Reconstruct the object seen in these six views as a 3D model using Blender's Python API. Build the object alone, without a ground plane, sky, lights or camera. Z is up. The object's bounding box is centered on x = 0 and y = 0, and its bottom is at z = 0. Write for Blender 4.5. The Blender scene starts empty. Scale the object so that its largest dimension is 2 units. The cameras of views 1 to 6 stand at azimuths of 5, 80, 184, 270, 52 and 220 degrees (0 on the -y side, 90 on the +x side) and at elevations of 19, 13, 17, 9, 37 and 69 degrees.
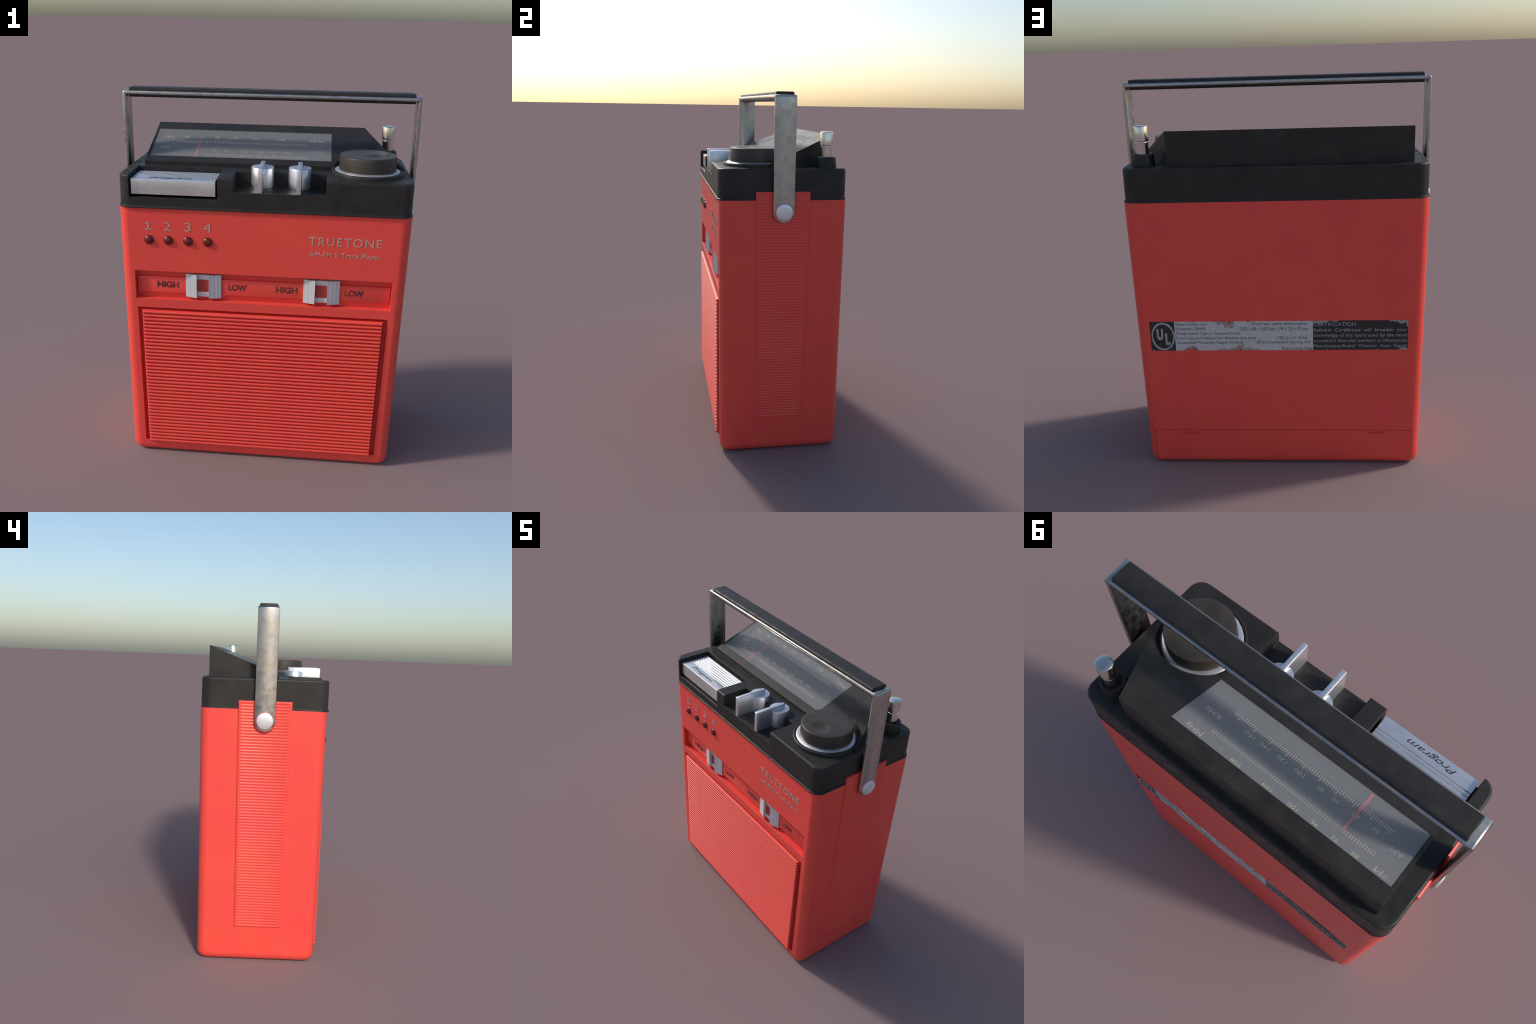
import bpy, bmesh, math, random
from mathutils import Vector, Matrix

random.seed(7)
scene = bpy.context.scene
coll = scene.collection

# ------------------------------------------------------------------ sizes
BODY_TOP_Z = 1.442
HX_TOP, HX_BOT = 0.7338, 0.7165        # half width of the red case
FRONT_TOP, FRONT_BOT = -0.3368, -0.3280  # front face, at the seam and at the floor
BACK_TOP, BACK_BOT = 0.3503, 0.3420
CAP_TOP = 1.608
SLOPE = 0.388                          # tuner housing: rise per metre of depth


def case_hx(z):
    return HX_BOT + (HX_TOP - HX_BOT) * z / BODY_TOP_Z


def front_y(z):
    return FRONT_BOT + (FRONT_TOP - FRONT_BOT) * z / BODY_TOP_Z


def back_y(z):
    return BACK_BOT + (BACK_TOP - BACK_BOT) * z / BODY_TOP_Z


def slab_ring(z, hx, y0, y1, r):
    cy, hy = (y0 + y1) / 2, (y1 - y0) / 2
    return [(x, cy + y, z) for x, y in rounded_rect(hx, hy, r)]


def slope_z(y):
    return 1.6538 + SLOPE * y


# -------------------------------------------------------------- materials
def new_mat(name):
    m = bpy.data.materials.new(name)
    m.use_nodes = True
    nt = m.node_tree
    b = nt.nodes["Principled BSDF"]
    return m, nt, b


def set_in(b, **kw):
    for k, v in kw.items():
        k = k.replace("_", " ")
        if k in b.inputs:
            b.inputs[k].default_value = v


def coords(nt, scale=(1, 1, 1)):
    tc = nt.nodes.new("ShaderNodeTexCoord")
    mp = nt.nodes.new("ShaderNodeMapping")
    mp.inputs["Scale"].default_value = scale
    nt.links.new(tc.outputs["Object"], mp.inputs["Vector"])
    return mp.outputs["Vector"]


def noise(nt, vec, scale, detail=4.0, rough=0.55):
    n = nt.nodes.new("ShaderNodeTexNoise")
    n.inputs["Scale"].default_value = scale
    n.inputs["Detail"].default_value = detail
    n.inputs["Roughness"].default_value = rough
    nt.links.new(vec, n.inputs["Vector"])
    return n.outputs["Fac"]


def ramp(nt, fac, stops):
    r = nt.nodes.new("ShaderNodeValToRGB")
    els = r.color_ramp.elements
    while len(els) < len(stops):
        els.new(0.5)
    for e, (p, c) in zip(els, stops):
        e.position = p
        e.color = c if len(c) == 4 else (*c, 1)
    nt.links.new(fac, r.inputs["Fac"])
    return r.outputs["Color"]


def mix(nt, fac, a, b):
    m = nt.nodes.new("ShaderNodeMix")
    m.data_type = 'RGBA'
    for sock, v in ((m.inputs[0], fac), (m.inputs[6], a), (m.inputs[7], b)):
        if isinstance(v, (int, float)):
            sock.default_value = v
        elif isinstance(v, tuple):
            sock.default_value = (*v, 1) if len(v) == 3 else v
        else:
            nt.links.new(v, sock)
    return m.outputs[2]


def bump_bevel(nt, b, fac=None, strength=0.1, dist=0.001, bevel=0.0):
    last = None
    if bevel:
        bv = nt.nodes.new("ShaderNodeBevel")
        bv.samples = 4
        bv.inputs["Radius"].default_value = bevel
        last = bv.outputs["Normal"]
    if fac is not None:
        bp = nt.nodes.new("ShaderNodeBump")
        bp.inputs["Strength"].default_value = strength
        bp.inputs["Distance"].default_value = dist
        nt.links.new(fac, bp.inputs["Height"])
        if last:
            nt.links.new(last, bp.inputs["Normal"])
        last = bp.outputs["Normal"]
    if last:
        nt.links.new(last, b.inputs["Normal"])


def mottled(name, c1, c2, scale, rough=(0.4, 0.5), metallic=0.0, bevel=0.0,
            grain=300, grain_strength=0.08, c3=None, stretch=(1, 1, 1), spec=0.5, detail=4.0):
    """Two or three close colours blended by soft noise, roughness varied too."""
    m, nt, b = new_mat(name)
    v = coords(nt, stretch)
    n1 = noise(nt, v, scale, detail)
    stops = [(0.35, c1), (0.65, c2)] if c3 is None else [(0.32, c1), (0.5, c2), (0.68, c3)]
    nt.links.new(ramp(nt, n1, stops), b.inputs["Base Color"])
    n2 = noise(nt, v, scale * 2.3, detail + 1)
    rr = ramp(nt, n2, [(0.35, (rough[0],) * 3), (0.65, (rough[1],) * 3)])
    nt.links.new(rr, b.inputs["Roughness"])
    set_in(b, Metallic=metallic, Specular_IOR_Level=spec)
    g = noise(nt, v, grain, 2)
    bump_bevel(nt, b, g, grain_strength, 0.001, bevel)
    return m


RED = mottled("red_plastic", (0.885, 0.074, 0.063), (0.895, 0.086, 0.056), 5.0,
              (0.34, 0.44), bevel=0.004, grain=220, grain_strength=0.10, spec=0.48)
WINDOWRED = mottled("switch_window_red", (0.50, 0.055, 0.040), (0.42, 0.050, 0.038), 40.0, (0.4, 0.5), grain_strength=0.0)
BLACK = mottled("black_plastic", (0.020, 0.0180, 0.0168), (0.031, 0.0275, 0.0252), 9.0,
                (0.38, 0.60), bevel=0.004, grain=260, grain_strength=0.10, spec=0.36)
DIALBLACK = mottled("dial_black_plastic", (0.040, 0.032, 0.026), (0.062, 0.049, 0.040), 9.0,
                    (0.36, 0.46), bevel=0.004, grain=260, grain_strength=0.05, spec=0.45)
STEEL = mottled("worn_strap_steel", (0.41, 0.42, 0.425), (0.54, 0.505, 0.45), 13.0,
                (0.26, 0.42), 1.0, bevel=0.002, grain=60, grain_strength=0.012,
                c3=(0.44, 0.46, 0.475), detail=1.5)
CHROME = mottled("antenna_chrome", (0.72, 0.70, 0.64), (0.80, 0.78, 0.72), 20.0,
                 (0.16, 0.26), 1.0, bevel=0.002, grain=120, grain_strength=0.02)
SILVER = mottled("brushed_silver", (0.76, 0.77, 0.80), (0.86, 0.86, 0.88), 14.0,
                 (0.30, 0.42), 0.85, bevel=0.002, grain=160, grain_strength=0.03)
SATIN = mottled("satin_silver", (0.80, 0.80, 0.82), (0.88, 0.88, 0.90), 14.0,
                (0.34, 0.46), 0.6, bevel=0.002, grain=160, grain_strength=0.03)
RINGSILVER = mottled("dull_ring_silver", (0.58, 0.58, 0.60), (0.68, 0.68, 0.69), 14.0,
                     (0.32, 0.42), 0.7, bevel=0.001, grain_strength=0.0)
BUTTON = mottled("streaked_aluminium", (0.72, 0.72, 0.73), (0.80, 0.80, 0.80), 10.0,
                 (0.20, 0.28), 0.75, bevel=0.0, grain=120, grain_strength=0.04, stretch=(1, 2.5, 1))
SWITCHGREY = mottled("switch_grey", (0.62, 0.62, 0.64), (0.72, 0.72, 0.73), 30.0,
                     (0.38, 0.5), 0.2, bevel=0.0015, grain=200, grain_strength=0.05,
                     stretch=(1, 1, 0.2))
LAMP = mottled("lamp_dark_red", (0.15, 0.011, 0.012), (0.18, 0.014, 0.013), 20.0,
               (0.2, 0.26), grain_strength=0.0)
INK = mottled("faded_black_ink", (0.03, 0.016, 0.016), (0.30, 0.045, 0.04), 16.0,
              (0.5, 0.6), grain_strength=0.0)
BLACKINK = mottled("black_ink", (0.02, 0.02, 0.022), (0.04, 0.04, 0.042), 60.0,
                   (0.5, 0.6), grain_strength=0.0)
LETTER = mottled("worn_silver_lettering", (0.50, 0.45, 0.41), (0.55, 0.24, 0.20), 70.0,
                 (0.4, 0.5), 0.0, grain_strength=0.0)
BEIGE = mottled("beige_print", (0.95, 0.70, 0.50), (0.88, 0.62, 0.42), 25.0, grain_strength=0.0)
GREEN = mottled("pale_green_print", (0.75, 0.85, 0.28), (0.62, 0.72, 0.22), 25.0, grain_strength=0.0)
POINTER = mottled("red_pointer", (1.0, 0.06, 0.10), (0.98, 0.05, 0.09), 20.0, grain_strength=0.0)
PLATE = mottled("dial_plate", (0.030, 0.032, 0.036), (0.045, 0.047, 0.05), 8.0, grain_strength=0.0)
LABELINK = mottled("label_print", (0.05, 0.05, 0.055), (0.20, 0.19, 0.19), 60.0,
                   (0.6, 0.7), grain_strength=0.0)
LABELWHITE = mottled("label_pale_print", (0.50, 0.49, 0.49), (0.28, 0.27, 0.27), 50.0,
                     (0.6, 0.7), grain_strength=0.0)


def label_material(name, c1, c2, worn, zlo, zhi, shift=0.0):
    """Paper label: speckled ground, scuffed along its long edges, torn to red."""
    m, nt, b = new_mat(name)
    v = coords(nt)
    base = ramp(nt, noise(nt, v, 90, 5, 0.7), [(0.35, c1), (0.65, c2)])
    geo = nt.nodes.new("ShaderNodeTexCoord")
    sep = nt.nodes.new("ShaderNodeSeparateXYZ")
    nt.links.new(geo.outputs["Object"], sep.inputs[0])

    def math_node(op, a, bb=None):
        n = nt.nodes.new("ShaderNodeMath")
        n.operation = op
        for i, s in enumerate((a, bb)):
            if s is None:
                continue
            if isinstance(s, (int, float)):
                n.inputs[i].default_value = s
            else:
                nt.links.new(s, n.inputs[i])
        return n.outputs[0]
    mid, half = (zlo + zhi) / 2, (zhi - zlo) / 2
    edge = math_node('DIVIDE', math_node('ABSOLUTE', math_node('SUBTRACT', sep.outputs[2], mid)), half)
    vs = coords(nt, (1, 1, 0.6))
    rag = noise(nt, vs, 7.5, 6, 0.62)
    wear = math_node('ADD', math_node('ADD', edge, shift), math_node('MULTIPLY', math_node('SUBTRACT', rag, 0.5), 3.4))
    torn = ramp(nt, math_node('MULTIPLY', wear, 0.5), [(0.565, (0, 0, 0)), (0.60, (1, 1, 1))])
    red = ramp(nt, math_node('MULTIPLY', wear, 0.5), [(0.70, (0, 0, 0)), (0.73, (1, 1, 1))])
    col = mix(nt, torn, base, worn)
    col = mix(nt, red, col, (0.55, 0.06, 0.05))
    nt.links.new(col, b.inputs["Base Color"])
    set_in(b, Roughness=0.6)
    return m


LABELGREY = label_material("label_grey_paper", (0.47, 0.47, 0.50), (0.68, 0.63, 0.59),
                           (0.34, 0.30, 0.24), 0.668, 0.828)
LABELBLACK = label_material("label_black_paper", (0.022, 0.021, 0.021), (0.034, 0.032, 0.031),
                            (0.34, 0.33, 0.31), 0.668, 0.828, 0.13)


def glass_material():
    """Smoky, dusty window: grey haze over a see-through pane."""
    m, nt, b = new_mat("smoky_window_glass")
    v = coords(nt)
    nt.links.new(ramp(nt, noise(nt, v, 300, 2, 0.6), [(0.3, (0.435, 0.438, 0.44)), (0.7, (0.465, 0.468, 0.47))]),
                 b.inputs["Base Color"])
    set_in(b, Roughness=0.24, Specular_IOR_Level=0.5)
    tr = nt.nodes.new("ShaderNodeBsdfTransparent")
    tr.inputs["Color"].default_value = (1, 1, 1, 1)
    mx = nt.nodes.new("ShaderNodeMixShader")
    mx.inputs[0].default_value = 0.28
    nt.links.new(tr.outputs[0], mx.inputs[1])
    nt.links.new(b.outputs[0], mx.inputs[2])
    nt.links.new(mx.outputs[0], nt.nodes["Material Output"].inputs["Surface"])
    return m


GLASS = glass_material()

# ------------------------------------------------------------- mesh tools
root = bpy.data.objects.new("portable_radio", None)
coll.objects.link(root)
root["label"] = "red portable radio with black top and steel carrying handle"
root["category"] = "radio"


def add(name, mesh, mat, parent=None):
    o = bpy.data.objects.new(name, mesh)
    coll.objects.link(o)
    if mat is not None and not mesh.materials:
        mesh.materials.append(mat)
    o.parent = parent or root
    return o


def mesh_from(name, verts, faces, smooth=None):
    me = bpy.data.meshes.new(name)
    me.from_pydata([tuple(v) for v in verts], [], faces)
    bm = bmesh.new()
    bm.from_mesh(me)
    bmesh.ops.remove_doubles(bm, verts=bm.verts, dist=1e-6)
    bmesh.ops.recalc_face_normals(bm, faces=bm.faces)
    bm.to_mesh(me)
    bm.free()
    if smooth is not None:
        shade(me, smooth)
    return me


def shade(me, angle=35):
    """Smooth shading with edges sharper than the angle kept hard."""
    bm = bmesh.new()
    bm.from_mesh(me)
    lim = math.radians(angle)
    for f in bm.faces:
        f.smooth = True
    for e in bm.edges:
        e.smooth = not (len(e.link_faces) != 2 or e.calc_face_angle(0) > lim)
    bm.to_mesh(me)
    bm.free()


def loft(rings, cap=True):
    verts, faces = [], []
    n = len(rings[0])
    for r in rings:
        verts += r
    for i in range(len(rings) - 1):
        for j in range(n):
            k = (j + 1) % n
            faces.append((i * n + j, i * n + k, (i + 1) * n + k, (i + 1) * n + j))
    if cap:
        faces.append(tuple(range(n - 1, -1, -1)))
        faces.append(tuple((len(rings) - 1) * n + j for j in range(n)))
    return verts, faces


def rounded_rect(hx, hy, r, seg=6):
    pts = []
    for cx, cy, a0 in ((hx - r, hy - r, 0), (-hx + r, hy - r, 90), (-hx + r, -hy + r, 180), (hx - r, -hy + r, 270)):
        for i in range(seg + 1):
            a = math.radians(a0 + 90 * i / seg)
            pts.append((cx + r * math.cos(a), cy + r * math.sin(a)))
    return pts


def box_mesh(name, x0, x1, y0, y1, z0, z1, bevel=0.0, seg=2):
    bm = bmesh.new()
    bmesh.ops.create_cube(bm, size=1)
    for v in bm.verts:
        v.co = Vector(((x0 + x1) / 2 + v.co.x * (x1 - x0), (y0 + y1) / 2 + v.co.y * (y1 - y0),
                       (z0 + z1) / 2 + v.co.z * (z1 - z0)))
    if bevel:
        bmesh.ops.bevel(bm, geom=list(bm.edges), offset=bevel, segments=seg, affect='EDGES', profile=0.5)
    me = bpy.data.meshes.new(name)
    bm.to_mesh(me)
    bm.free()
    if bevel:
        shade(me, 50)
    return me


def prism(name, outline, axis, a, b, smooth=None):
    """Extrude a 2D outline along an axis ('x','y','z')."""
    def P(p, t):
        return {'x': (t, p[0], p[1]), 'y': (p[0], t, p[1]), 'z': (p[0], p[1], t)}[axis]
    v, f = loft([[P(p, a) for p in outline], [P(p, b) for p in outline]])
    return mesh_from(name, v, f, smooth)


def lathe(name, profile, centre, seg=32, axis='z', smooth=35):
    rings = []
    for r, h in profile:
        ring = []
        for i in range(seg):
            a = 2 * math.pi * (i + 0.5) / seg
            u, w = max(r, 1e-5) * math.cos(a), max(r, 1e-5) * math.sin(a)
            d = {'z': (u, w, h), 'x': (h, u, w), 'y': (u, h, w)}[axis]
            ring.append((centre[0] + d[0], centre[1] + d[1], centre[2] + d[2]))
        rings.append(ring)
    v, f = loft(rings)
    return mesh_from(name, v, f, smooth)


def join(name, meshes):
    bm = bmesh.new()
    for m in meshes:
        bm.from_mesh(m)
    me = bpy.data.meshes.new(name)
    bm.to_mesh(me)
    bm.free()
    return me


def cut(obj, cutters, angle=35):
    """Boolean-subtract a list of meshes, then shade by angle with weighted normals."""
    tmp = []
    for i, c in enumerate(cutters):
        co = bpy.data.objects.new("cutter", c)
        coll.objects.link(co)
        tmp.append(co)
        md = obj.modifiers.new("cut", 'BOOLEAN')
        md.operation = 'DIFFERENCE'
        md.object = co
        md.solver = 'EXACT'
    dg = bpy.context.evaluated_depsgraph_get()
    dg.update()
    me = bpy.data.meshes.new_from_object(obj.evaluated_get(dg))
    obj.modifiers.clear()
    obj.data = me
    for t in tmp:
        bpy.data.objects.remove(t)
    shade(me, angle)
    md = obj.modifiers.new("normals", 'WEIGHTED_NORMAL')
    md.keep_sharp = True
    md.weight = 100
    return me


def frame(origin, right, up):
    r, u = Vector(right).normalized(), Vector(up).normalized()
    n = r.cross(u)
    M = Matrix((r, u, n)).transposed().to_4x4()
    M.translation = Vector(origin)
    return M


def text_mesh(name, body, M, x0, x1, y0, y1, thick=0.0008, shear=0.0, weight=0.0, space=1.0, extra=None):
    """Lettering fitted to a rectangle of the plane M (x right, y up, z out)."""
    cu = bpy.data.curves.new(name, 'FONT')
    cu.body = body
    cu.shear = shear
    cu.offset = weight
    cu.space_character = space
    cu.resolution_u = 4
    cu.extrude = 0.01
    o = bpy.data.objects.new(name, cu)
    coll.objects.link(o)
    dg = bpy.context.evaluated_depsgraph_get()
    me = bpy.data.meshes.new_from_object(o.evaluated_get(dg))
    bpy.data.objects.remove(o)
    bpy.data.curves.remove(cu)
    me.materials.clear()
    xs = [v.co.x for v in me.vertices]
    ys = [v.co.y for v in me.vertices]
    zs = [v.co.z for v in me.vertices]
    lo, hi = (min(xs), min(ys), min(zs)), (max(xs), max(ys), max(zs))
    sx, sy = (x1 - x0) / (hi[0] - lo[0]), (y1 - y0) / (hi[1] - lo[1])
    for v in me.vertices:
        p = Vector((x0 + (v.co.x - lo[0]) * sx, y0 + (v.co.y - lo[1]) * sy,
                    thick if v.co.z > 0 else -thick))
        v.co = M @ p
    return me


# ------------------------------------------------------------- red case
rings = []
for z, ins in ((0.0, 0.034), (0.006, 0.0195), (0.017, 0.0090), (0.031, 0.0025), (0.047, 0.0)):
    rings.append(slab_ring(z, case_hx(z) - ins, front_y(z) + ins, back_y(z) - ins, 0.052 - ins * 0.6))
for z in (0.5, 1.0, BODY_TOP_Z):
    rings.append(slab_ring(z, case_hx(z), front_y(z), back_y(z), 0.052))
v, f = loft(rings)
case = add("case", mesh_from("case", v, f), RED)

RECESS_FLOOR = -0.2950
GRILLE_FLOOR = -0.299
GR_TOP, GR_BOT = 0.897, 0.073
cutters = [
    box_mesh("c", -0.660, 0.660, -0.40, RECESS_FLOOR, 0.9465, 1.103),
    prism("c", [(-0.640, GR_BOT), (0.640, GR_BOT), (0.653, GR_TOP), (-0.653, GR_TOP)], 'y', -0.40, GRILLE_FLOOR),
]
# battery hatch seams, finger notches and moulded marks on the back
YB = back_y(0.2)
cutters += [
    box_mesh("c", -0.681, 0.679, YB - 0.004, 0.40, 0.2035, 0.2065),
    box_mesh("c", 0.676, 0.679, YB - 0.004, 0.40, 0.030, 0.205),
    box_mesh("c", -0.681, -0.678, YB - 0.004, 0.40, 0.030, 0.205),
    box_mesh("c", 0.4413, 0.5287, YB - 0.007, 0.40, 0.1836, 0.2040),
    box_mesh("c", -0.5304, -0.4417, YB - 0.007, 0.40, 0.1836, 0.2040),
    box_mesh("c", 0.432, 0.541, YB - 0.001, 0.40, 0.2320, 0.2350),
    box_mesh("c", -0.537, -0.4335, YB - 0.0005, 0.40, 0.2265, 0.2295),
    prism("c", [(-0.0572, 0.2435), (-0.0138, 0.2188), (0.0275, 0.2435)], 'y', YB - 0.0020, 0.40),
    box_mesh("c", -0.082, 0.055, YB - 0.0008, 0.40, 0.2620, 0.2650),
]
cut(case, cutters)

# notch inner clips
for x0, x1 in ((0.450, 0.520), (-0.521, -0.451)):
    add("hatch_clip", box_mesh("hatch_clip", x0, x1, YB - 0.012, YB - 0.0035, 0.190, 0.2005, 0.002), RED)

# lettering strip at the bottom of the switch recess
STRIP_Y = -0.3110
add("switch_strip", box_mesh("switch_strip", -0.656, 0.656, STRIP_Y, RECESS_FLOOR + 0.01,
                             0.977, 1.064, 0.002), RED)

# ------------------------------------------------------------ speaker grille
SL_TOP, SL_BOT, N_SLAT = 0.8722, 0.0825, 39
pitch = (SL_TOP - SL_BOT) / (N_SLAT - 1)
zt, zb = SL_TOP + 0.0085, SL_BOT - 0.0085
grille = add("speaker_grille", prism("speaker_grille",
             [(-0.614, zb), (0.614, zb), (0.627, zt), (-0.627, zt)], 'y', -0.3320, -0.280), RED)
# one slat: a wedge-shaped louvre with a rounded nose and mitred ends
prof = [(-0.290, 0.0085), (-0.3290, 0.0094), (-0.3345, 0.0090), (-0.3405, 0.0076), (-0.3442, 0.0054), (-0.3458, 0.0024)]
prof = [(y, h) for y, h in prof] + [(y, -h) for y, h in reversed(prof)]
rings = []
for sx in (-1, 1):
    rings.append([(sx * (0.6375 + (min(y, -0.320) + 0.320) * 0.50), y, z) for y, z in prof])
v, f = loft(rings)
slat_mesh = mesh_from("slat", v, f, 50)
slat_mesh.materials.append(RED)
for i in range(N_SLAT):
    z = SL_TOP - pitch * i
    s = add("slat", slat_mesh, None, grille)
    s.location = (0, 0, z)
    s.scale = (1.0 - 0.0205 * i / (N_SLAT - 1), 1, 1)

# ---------------------------------------------------------- ribbed side panels
def side_panel(sign):
    z0, z1 = 0.2062, 1.4876
    n = 77
    zf, zl = 1.4696, 0.2218
    p = (zf - zl) / (n - 1)
    rows = [(z0, -0.02), (z0, -0.003), (z0 + 0.003, 0.0)]
    body = []
    for i in range(n):
        zc = zl + p * i
        for t, d in ((-0.5, 0.0), (-0.25, 0.35), (-0.08, 1.0), (0.12, 1.0), (0.3, 0.3)):
            body.append((zc + t * p, d))
    body.append((zl + p * (n - 0.5), 0.0))
    rows += [(z, -0.0034 * d, 1) for z, d in body]
    rows += [(z1 - 0.003, 0.0), (z1, -0.003), (z1, -0.02)]
    verts, faces = [], []
    cols = 8
    for r in rows:
        z, h = r[0], r[1]
        ribbed = len(r) == 3
        t = (z - z0) / (z1 - z0)
        hw = 0.1322 + 0.0128 * t
        face_x = 0.7245 + 0.0185 * t
        drop = min(h, 0.0)
        edge = [(-hw, min(drop, -0.02) if not ribbed else -0.02), (-hw, -0.003), (-hw + 0.003, 0), (-hw + 0.0145, 0),
                (-hw + 0.0200, None), (hw - 0.0200, None), (hw - 0.0145, 0), (hw - 0.003, 0), (hw, -0.003), (hw, -0.02)]
        for y, e in edge:
            if ribbed:
                x = face_x + (h if e is None else e)
            else:
                x = face_x + min(h, 0 if e is None else e)
            verts.append((sign * x, y, z))
    nc = 10
    for i in range(len(rows) - 1):
        for j in range(nc - 1):
            faces.append((i * nc + j, i * nc + j + 1, (i + 1) * nc + j + 1, (i + 1) * nc + j))
    back = [(sign * 0.705, verts[k][1], verts[k][2]) for k in (0, nc - 1, (len(rows) - 1) * nc + nc - 1, (len(rows) - 1) * nc)]
    return mesh_from("side_panel", verts, faces, 60)


for sign in (-1, 1):
    add("side_panel", side_panel(sign), RED)

# ------------------------------------------------------------------ black top
rings = []
for z, hx, y0, y1 in ((1.4405, 0.7290, -0.3330, 0.3480), (1.4410, 0.7330, -0.3460, 0.3500), (1.4425, 0.7342, -0.3475, 0.3512),
                      (1.4475, 0.7342, -0.3475, 0.3512), (1.4500, 0.7330, -0.3455, 0.3500), (1.4510, 0.7295, -0.3425, 0.3488),
                      (1.4535, 0.7290, -0.3420, 0.3485), (1.5960, 0.7288, -0.3418, 0.3478), (1.6015, 0.7278, -0.3408, 0.3468),
                      (1.6050, 0.7255, -0.3385, 0.3445), (1.6072, 0.7222, -0.3352, 0.3412), (CAP_TOP, 0.7180, -0.3310, 0.3370)):
    rings.append(slab_ring(z, hx, y0, y1, 0.058 if hx > 0.72 else 0.052))
v, f = loft(rings)
cap = add("top_housing", mesh_from("top_housing", v, f), BLACK)
cut(cap, [box_mesh("c", -0.6725, -0.2275, -0.40, -0.124, 1.4945, 1.70),
          box_mesh("c", -0.152, 0.306, -0.40, -0.180, 1.5370, 1.70)])

# tuner housing: sloped wedge, right end cut oblique, bored for the tuning dial
WB, WF = 0.312, -0.069
DC = (0.5112, -0.1142)
plan = [(-0.655, WF), (0.7005, WF), (0.510, WB), (-0.655, WB)]
verts = [(x, y, 1.600) for x, y in plan] + [(x, y, slope_z(y)) for x, y in plan]
faces = [(3, 2, 1, 0), (4, 5, 6, 7)] + [(i, (i + 1) % 4, 4 + (i + 1) % 4, 4 + i) for i in range(4)]
tuner = add("tuner_housing", mesh_from("tuner_housing", verts, faces), BLACK)
GX0, GX1, GY0, GY1 = -0.6392, 0.3275, -0.0224, 0.2385
PLATE_DROP = 0.031
wc = [(GX0, GY0), (GX1, GY0), (GX1, GY1), (GX0, GY1)]
win = mesh_from("c", [(x, y, slope_z(y) - PLATE_DROP) for x, y in wc] + [(x, y, slope_z(y) + 0.05) for x, y in wc], faces)
bore = lathe("c", [(0.1775, 1.55), (0.1775, 1.80)], (DC[0], DC[1], 0), 32)
cut(tuner, [win, bore])

# dial window -----------------------------------------------------------
ups = (0, 1, SLOPE)


def on_plate(off):
    return frame((0, 0, slope_z(0) - PLATE_DROP + off), (1, 0, 0), ups)


K = math.sqrt(1 + SLOPE * SLOPE)      # y in plan -> length along the slope
scale_plate = mesh_from("dial_plate", [(x, y, slope_z(y) - PLATE_DROP + d) for d in (-0.004, 0.0012) for x, y in wc], faces)
window = add("dial_window", mesh_from("dial_window", [(x, y, slope_z(y) + d) for d in (-0.0025, 0.0006)
             for x, y in [(a + (0.0005 if a < 0 else -0.0005), b) for a, b in wc]], faces), GLASS)
plate = add("dial_plate", scale_plate, PLATE, window)
PM = on_plate(0.0016)


def dial_text(body, cx, cy, w, h, mat, name):
    me = text_mesh(name, body, PM, cx - w / 2, cx + w / 2, cy * K - h / 2, cy * K + h / 2, 0.0005)
    add(name, me, mat, window)


for t, x in (("88", -0.481), ("92", -0.3955), ("96", -0.3087), ("100", -0.2127), ("104", -0.0977), ("108", 0.047)):
    dial_text(t, x, 0.219, 0.029 if len(t) == 2 else 0.043, 0.017, GREEN, "dial_number")
for t, x in (("54", -0.4815), ("60", -0.395), ("70", -0.307), ("80", -0.238), ("100", -0.142), ("120", -0.061), ("140", 0.0185), ("160", 0.0908)):
    dial_text(t, x, 0.0915, 0.029 if len(t) == 2 else 0.044, 0.018, GREEN, "dial_number")
dial_text("FM", -0.585, 0.2125, 0.051, 0.023, BEIGE, "dial_letters")
dial_text("AM", -0.586, 0.1095, 0.056, 0.023, BEIGE, "dial_letters")
dial_text("MHz", 0.248, 0.2125, 0.077, 0.023, BEIGE, "dial_letters")
dial_text("KHz", 0.252, 0.1095, 0.070, 0.023, BEIGE, "dial_letters")


def tick_marks(xs, y0, y1, name):
    verts, faces = [], []
    hw = 0.0017
    for x, a, b in xs:
        n = len(verts)
        for d in (-0.0005, 0.0005):
            for px, py in ((x - hw, a), (x + hw, a), (x + hw, b), (x - hw, b)):
                verts.append(PM @ Vector((px, py * K, d)))
        for q in ((3, 2, 1, 0), (4, 5, 6, 7), (0, 1, 5, 4), (1, 2, 6, 5), (2, 3, 7, 6), (3, 0, 4, 7)):
            faces.append(tuple(n + i for i in q))
    o = add(name, mesh_from(name, verts, faces), BEIGE, window)
    o["kind"] = "stuff"


tick_marks([(-0.5284 + 0.0113 * i, 0.162, 0.180) for i in range(65)], 0, 0, "scale_ticks")
am = []
mp = (0.168 + 0.5184) / 9
for i in range(-1, 66):
    x = -0.5184 + mp / 7 * i
    am.append((x, 0.042, 0.070 if i % 7 == 0 else 0.059))
tick_marks(am, 0, 0, "scale_ticks")
ptr = mesh_from("dial_pointer", [(x, y, z + d) for d in (-0.0012, 0.0012) for x, y, z in
                ((-0.3995, -0.0165, 1.6432), (-0.3895, -0.0165, 1.6432), (-0.3910, 0.173, 1.7045), (-0.4010, 0.173, 1.7045))], faces)
add("dial_pointer", ptr, POINTER, window)

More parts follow.
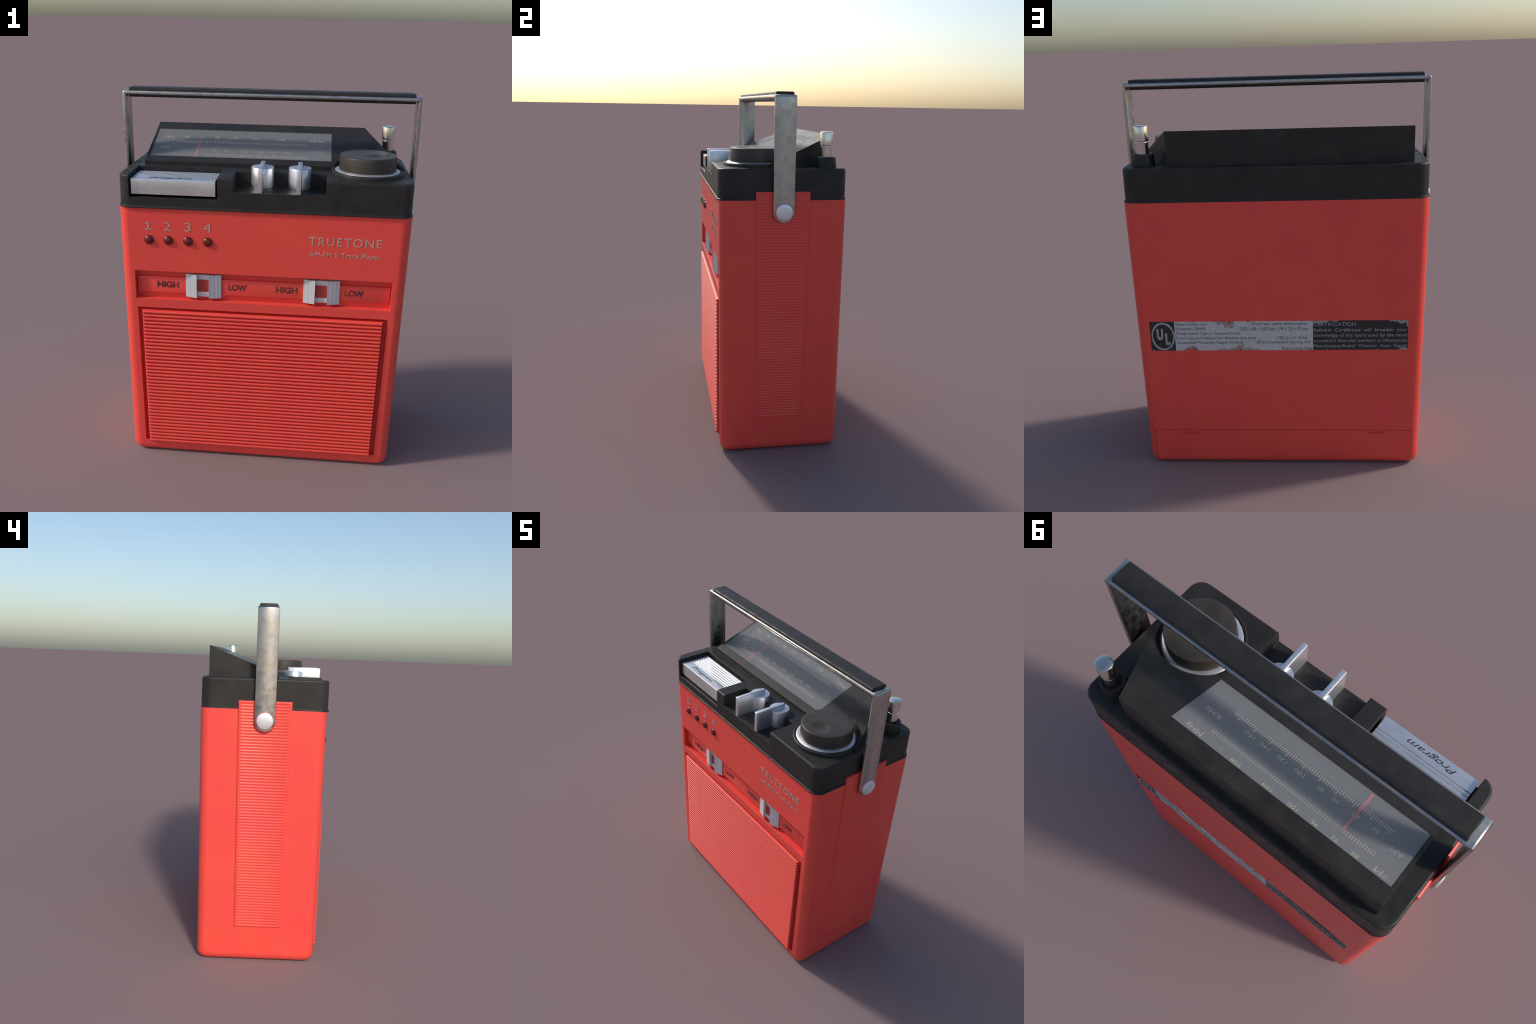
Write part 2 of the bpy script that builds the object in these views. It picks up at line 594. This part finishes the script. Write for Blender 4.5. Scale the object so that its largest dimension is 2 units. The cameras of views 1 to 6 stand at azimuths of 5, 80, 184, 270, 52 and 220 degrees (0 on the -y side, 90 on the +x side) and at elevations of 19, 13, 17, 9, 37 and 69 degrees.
# ------------------------------------------------------------- tuning dial
def dial_mesh():
    """Side wall lathed round the dial axis; flat top blends into an off-centre dished hollow."""
    seg, top = 48, 1.7052
    hc, HR, HD = (0.529, -0.1760), 0.0500, 0.0075
    def circ(cx, cy, r, z):
        return [(cx + r * math.cos(2 * math.pi * i / seg), cy + r * math.sin(2 * math.pi * i / seg), z) for i in range(seg)]
    rings = [circ(*DC, r, z) for r, z in ((0.130, 1.618), (0.1440, 1.618), (0.1440, 1.640), (0.1434, 1.6960), (0.1422, 1.7010), (0.1390, 1.7040), (0.1340, top))]
    for t in (0.35, 0.7, 1.0):
        r = 0.134 + (HR - 0.134) * t
        rings.append(circ(DC[0] + (hc[0] - DC[0]) * t, DC[1] + (hc[1] - DC[1]) * t, r, top))
    for t in (0.97, 0.9, 0.75, 0.55, 0.3, 0.02):
        rings.append(circ(*hc, HR * t, top - HD * (1 - t * t)))
    v, f = loft(rings)
    return mesh_from("tuning_dial", v, f, 20)


dial = add("tuning_dial", dial_mesh(), DIALBLACK)
add("dial_collar", lathe("dial_collar", [(0.0, 1.600), (0.1840, 1.600), (0.1840, 1.6150), (0.1815, 1.6235), (0.1770, 1.6265),
                                         (0.1700, 1.6260), (0.1670, 1.6200), (0.0, 1.6200)], (*DC, 0), 28), BLACK, dial)
add("dial_ring", lathe("dial_ring", [(0.130, 1.612), (0.1668, 1.612), (0.1650, 1.6255), (0.1615, 1.6280), (0.1480, 1.6310), (0.130, 1.6310)],
                       (*DC, 0), 28), RINGSILVER, dial)

# ------------------------------------------------------------ lever knobs
kn = []
kn.append(lathe("k", [(0.0, -0.004), (0.0575, -0.004), (0.0575, 0.0985), (0.0560, 0.1015), (0.053, 0.1025), (0.0, 0.1025)], (0, 0, 0), 28))
kn.append(box_mesh("k", -0.0112, 0.0112, -0.1655, 0.030, 0.0005, 0.1250, 0.0025))
knob_mesh = join("lever_knob", kn)
knob_mesh.materials.append(SILVER)
for x in (-0.0178, 0.1712):
    k = add("lever_knob", knob_mesh, None)
    k.location = (x, -0.1765, 1.5365)

# ------------------------------------------------------ programme push button
# flat lettered strip in front, row of ridges behind
prof = [(-0.3255, 1.508), (-0.3255, 1.5790), (-0.3246, 1.5825), (-0.3225, 1.5850), (-0.3190, 1.5860), (-0.2650, 1.5860), (-0.2630, 1.5795)]
nr, y0, y1 = 7, -0.2620, -0.1330
rp = (y1 - y0) / nr
for i in range(nr):
    a = y0 + rp * i
    prof += [(a + rp * 0.14, 1.5848), (a + rp * 0.22, 1.5860), (a + rp * 0.70, 1.5860), (a + rp * 0.78, 1.5848), (a + rp * 0.93, 1.5790)]
prof += [(y1 + 0.002, 1.575), (y1 + 0.002, 1.508)]
button = add("program_button", prism("program_button", prof, 'x', -0.6640, -0.2400, 30), BUTTON)
BM = frame((0, 0, 1.5862), (1, 0, 0), (0, 1, 0))
add("button_lettering", text_mesh("button_lettering", "Program", BM, -0.578, -0.360, -0.3105, -0.2790, 0.0005, shear=0.35), BLACKINK, button)

# ------------------------------------------------------------------ antenna
AX, AY = 0.6372, 0.2478
ant = add("antenna", lathe("antenna", [(0.0, 1.640), (0.0305, 1.640), (0.0318, 1.7200), (0.0300, 1.7225), (0.0330, 1.7245),
                                      (0.0345, 1.7265), (0.0352, 1.7900), (0.0340, 1.7945), (0.0310, 1.7965), (0.0, 1.7965)], (AX, AY, 0), 28), CHROME)
add("antenna_socket", lathe("antenna_socket", [(0.0, 1.600), (0.0575, 1.600), (0.0570, 1.6080), (0.0525, 1.6560), (0.0505, 1.6615), (0.0465, 1.6635),
                                               (0.0385, 1.6630), (0.0360, 1.6560), (0.0, 1.6560)], (AX, AY, 0), 28), BLACK, ant)

# ------------------------------------------------------------------- handle
HOX, TH, HW, HTOP = 0.7632, 0.0180, 0.0568, 1.9835
PIV_Z, END_Z = 1.3840, 1.3272
path = []                                    # (x, z, outward normal x, z, half width)
for i in range(13):                          # round lower end
    a = math.radians(90 * i / 12)
    path.append((END_Z + HW * (1 - math.cos(a)), max(HW * math.sin(a), 0.004)))
straight = [1.5, 1.7, 1.9]
left = [(-HOX, z, -1, 0, w) for z, w in path] + [(-HOX, z, -1, 0, HW) for z in straight]
R = 0.012
arc = []
for i in range(7):
    a = math.radians(180 - 90 * i / 6)
    arc.append((-HOX + R + R * math.cos(a), HTOP - R + R * math.sin(a), math.cos(a), math.sin(a), HW))
half = left + arc
full = half + [(0, HTOP, 0, 1, HW)] + [(-x, z, -nx, nz, w) for x, z, nx, nz, w in reversed(half)]
rings = []
c = 0.0022
for x, z, nx, nz, w in full:
    ring = []
    for y, d in ((-w + c, 0), (w - c, 0), (w, c), (w, TH - c), (w - c, TH), (-w + c, TH), (-w, TH - c), (-w, c)):
        dd = d
        # keep the inner corner from folding over
        ring.append((x - nx * dd, y, z - nz * dd))
    rings.append(ring)
v, f = loft(rings)
handle = add("handle", mesh_from("handle", v, f, 50), STEEL)
# grip wraps the crossbar above and below
def grip_ring(x, g):
    zc, hz, hy = 1.9755, 0.0245, 0.0490
    return [(x, y, zc + z) for y, z in rounded_rect(hy - g, hz - g, 0.0105 - g * 0.5, 5)]
rings = [grip_ring(-0.7325, 0.006), grip_ring(-0.7315, 0.003), grip_ring(-0.7285, 0.0)]
rings += [[(-x, y, z) for x, y, z in r] for r in reversed(rings)]
v, f = loft(rings)
add("grip", mesh_from("grip", v, f, 40), BLACK, handle)
for sgn in (-1, 1):
    cx = sgn * 0.7505
    pts = [(0.0, 0.0), (0.0455, 0.0), (0.0455, sgn * 0.0205), (0.0440, sgn * 0.0235), (0.040, sgn * 0.0250), (0.025, sgn * 0.0268), (0.0, sgn * 0.0275)]
    add("bolt", lathe("bolt", pts, (cx, 0.001, 1.3835), 28, 'x'), SATIN, handle)
    add("bolt_red_rim", lathe("bolt_red_rim", [(0.0, sgn * 0.008), (0.0478, sgn * 0.008), (0.0478, sgn * 0.0146), (0.0, sgn * 0.0146)], (cx, 0.001, 1.3835), 28, 'x'), RED, handle)
    # pivot pin bridging panel and strap
    add("pivot_pin", lathe("pivot_pin", [(0.0, -sgn * 0.03), (0.030, -sgn * 0.03), (0.030, sgn * 0.004), (0.0, sgn * 0.004)], (cx, 0.001, 1.3835), 20, 'x'), STEEL, handle)

# -------------------------------------------------------------- indicator lamps
lamp_mesh = lathe("indicator_lamp", [(0.0, 0.01), (0.0262, 0.01), (0.0262, -0.0015), (0.0235, -0.0065), (0.0170, -0.0115), (0.0085, -0.0140), (0.0, -0.0147)],
                  (0, 0, 0), 8, 'y', 60)
lamp_mesh.materials.append(LAMP)
for x in (-0.5795, -0.4798, -0.3788, -0.2781):
    o = add("indicator_lamp", lamp_mesh, None)
    o.location = (x, front_y(1.2735), 1.2735)

# ------------------------------------------------------------------- lettering
tilt_f = (FRONT_TOP - FRONT_BOT) / BODY_TOP_Z
tilt = (BACK_TOP - BACK_BOT) / BODY_TOP_Z
FM = frame((0, FRONT_BOT - 0.0004, 0), (1, 0, 0), (0, tilt_f, 1))
def stroke(pts):
    return mesh_from("b", [FM @ Vector((x, y, d)) for d in (-0.001, 0.0010) for x, y in pts], faces)


# figure one: stem, flag and foot
one = [stroke([(-0.5852, 1.3260), (-0.5770, 1.3260), (-0.5770, 1.3720), (-0.5852, 1.3720)]),
       stroke([(-0.5990, 1.3600), (-0.5960, 1.3560), (-0.5800, 1.3660), (-0.5800, 1.3720)]),
       stroke([(-0.5980, 1.3258), (-0.5645, 1.3258), (-0.5645, 1.3325), (-0.5980, 1.3325)])]
add("numeral", join("numeral", one), LETTER)
for ch, x0, x1 in (("2", -0.5005, -0.4636), ("3", -0.3965, -0.3610), ("4", -0.2970, -0.2594)):
    add("numeral", text_mesh("numeral", ch, FM, x0, x1, 1.3255, 1.3710, 0.0010, weight=0.0), LETTER)
add("lettering", text_mesh("lettering", "TRUETONE", FM, 0.2316, 0.5915, 1.2815, 1.3260, 0.0010, weight=0.002, space=1.18), LETTER)
add("lettering", text_mesh("lettering", "AM-FM 8 Track Player", FM, 0.2350, 0.5910, 1.2130, 1.2480, 0.0010), LETTER)
SM = frame((0, STRIP_Y - 0.0002, 0), (1, 0, 0), (0, 0, 1))
for t, x0, x1 in (("HIGH", -0.549, -0.4355), ("LOW", -0.1765, -0.078), ("HIGH", 0.0725, 0.1840), ("LOW", 0.4248, 0.5225)):
    add("switch_lettering", text_mesh("switch_lettering", t, SM, x0, x1, 1.0060, 1.0410, 0.0006, weight=0.040), INK)

# --------------------------------------------------------------- slide switches
def wing(xo, xi):
    """Outer edge low, inner edge proud, three shallow flutes down its face."""
    yo, yi, yb = -0.3170, -0.3345, -0.290
    pts = [(xo, yb), (xo, yo)]
    n = 3
    for i in range(n):
        for t, d in ((0.18, 0.0), (0.5, 0.0015), (0.82, 0.0)):
            s = (i + t) / n
            pts.append((xo + (xi - xo) * s, yo + (yi - yo) * s + d))
    pts += [(xi, yi), (xi, yb)]
    return prism("w", pts, 'z', 0.9625, 1.0905, 25)


for cx in (-0.3045, 0.3065):
    sw = add("slide_switch", join("slide_switch", [wing(cx - 0.0925, cx - 0.0335), wing(cx + 0.0925, cx + 0.0300),
             box_mesh("w", cx - 0.0345, cx + 0.031, -0.3175, -0.290, 1.0610, 1.0880, 0.002),
             box_mesh("w", cx - 0.0345, cx + 0.031, -0.3175, -0.290, 0.9660, 0.9930, 0.002)]), SWITCHGREY)
    add("switch_window", box_mesh("switch_window", cx - 0.0335, cx + 0.0300, -0.3162, -0.290, 0.9925, 1.0615), WINDOWRED, sw)

# ----------------------------------------------------------------- back label
LM = frame((0, BACK_BOT, 0), (-1, 0, 0), (0, tilt, 1))


def plate_on_back(name, x0, x1, z0, z1, t, mat, parent=None):
    c = [(-x0, z0), (-x1, z0), (-x1, z1), (-x0, z1)]
    me = mesh_from(name, [LM @ Vector((x, z, d)) for d in (-0.003, t) for x, z in c], faces)
    return add(name, me, mat, parent)


LZ0, LZ1 = 0.6685, 0.8280
label = plate_on_back("label", 0.5290, -0.1707, LZ0, LZ1, 0.0012, LABELGREY)
emblem = plate_on_back("label_emblem", 0.6552, 0.5290, LZ0, LZ1, 0.0012, LABELBLACK, label)
notice = plate_on_back("label_notice", -0.1707, -0.6435, LZ0, LZ1, 0.0012, LABELBLACK, label)
TM = frame((0, BACK_BOT + 0.0014, 0), (-1, 0, 0), (0, tilt, 1))
# oval ring of the emblem
ecx, ecz, n = -0.5900, 0.7475, 48
verts, fcs = [], []
for d in (-0.0006, 0.0004):
    for k in (1.0, 0.86):
        for i in range(n):
            a = 2 * math.pi * i / n
            verts.append(TM @ Vector((ecx + 0.0600 * k * math.cos(a), ecz + 0.0770 * k * math.sin(a), d)))
for i in range(n):
    j = (i + 1) % n
    fcs += [(2 * n + i, 2 * n + j, 3 * n + j, 3 * n + i), (i, j, 2 * n + j, 2 * n + i), (n + i, n + j, 3 * n + j, 3 * n + i)]
add("emblem_ring", mesh_from("emblem_ring", verts, fcs), LABELWHITE, emblem)
add("emblem_letter", text_mesh("emblem_letter", "U", TM, -0.6215, -0.5895, 0.7280, 0.7905, 0.0005, weight=0.05), LABELWHITE, emblem)
add("emblem_letter", text_mesh("emblem_letter", "L", TM, -0.5790, -0.5540, 0.7020, 0.7655, 0.0005, weight=0.05), LABELWHITE, emblem)

rows = [("Shape Portable set >", -0.522, -0.356, 0.8065, "8 inch (also usable without mains)", -0.132, 0.140),
        ("Dimensions (WHD)", -0.522, -0.372, 0.7815, "7.625 x 8.8 x 3.625 inch / 194 x 224 x 92 mm", -0.196, 0.146),
        ("Details Special Tape or Cassette-Format", -0.522, -0.197, 0.7560, None, 0, 0),
        ("Power type and voltage Line / Batteries (any type)", -0.522, -0.118, 0.7310, "/ 120 / 6 x 1.5 / 9 Volt", -0.015, 0.142),
        ("Loudspeaker Permanent Magnet Dynamic", -0.522, -0.184, 0.7060, "(PDyn) Loudspeaker (moving coil)", -0.112, 0.156),
        (None, 0, 0, 0.6705, "Made in Hong Kong", 0.013, 0.166)]
for a, ax0, ax1, z, b, bx0, bx1 in rows:
    for t, x0, x1 in ((a, ax0, ax1), (b, bx0, bx1)):
        if t:
            add("label_text", text_mesh("label_text", t, TM, x0, x1, z - 0.004, z + 0.0155, 0.0005), LABELINK, label)
for words, z, h in (("CERTIFICATION", 0.7990, 0.0245), ("Refinitiv  Certificates  will  broaden  your", 0.7690, 0.0225),
                    ("knowledge of the tools used by the most", 0.7400, 0.0225), ("successful financial markets professionals", 0.7110, 0.0225),
                    ("Manufacturer/Brand  Western  Auto  Supply", 0.6820, 0.0225)):
    x1 = 0.385 if words[0] == "C" else 0.640
    add("label_text", text_mesh("label_text", words, TM, 0.1745, x1, z - (0.0045 if words[0] != "C" else 0), z - 0.0045 + h, 0.0005), LABELWHITE, notice)
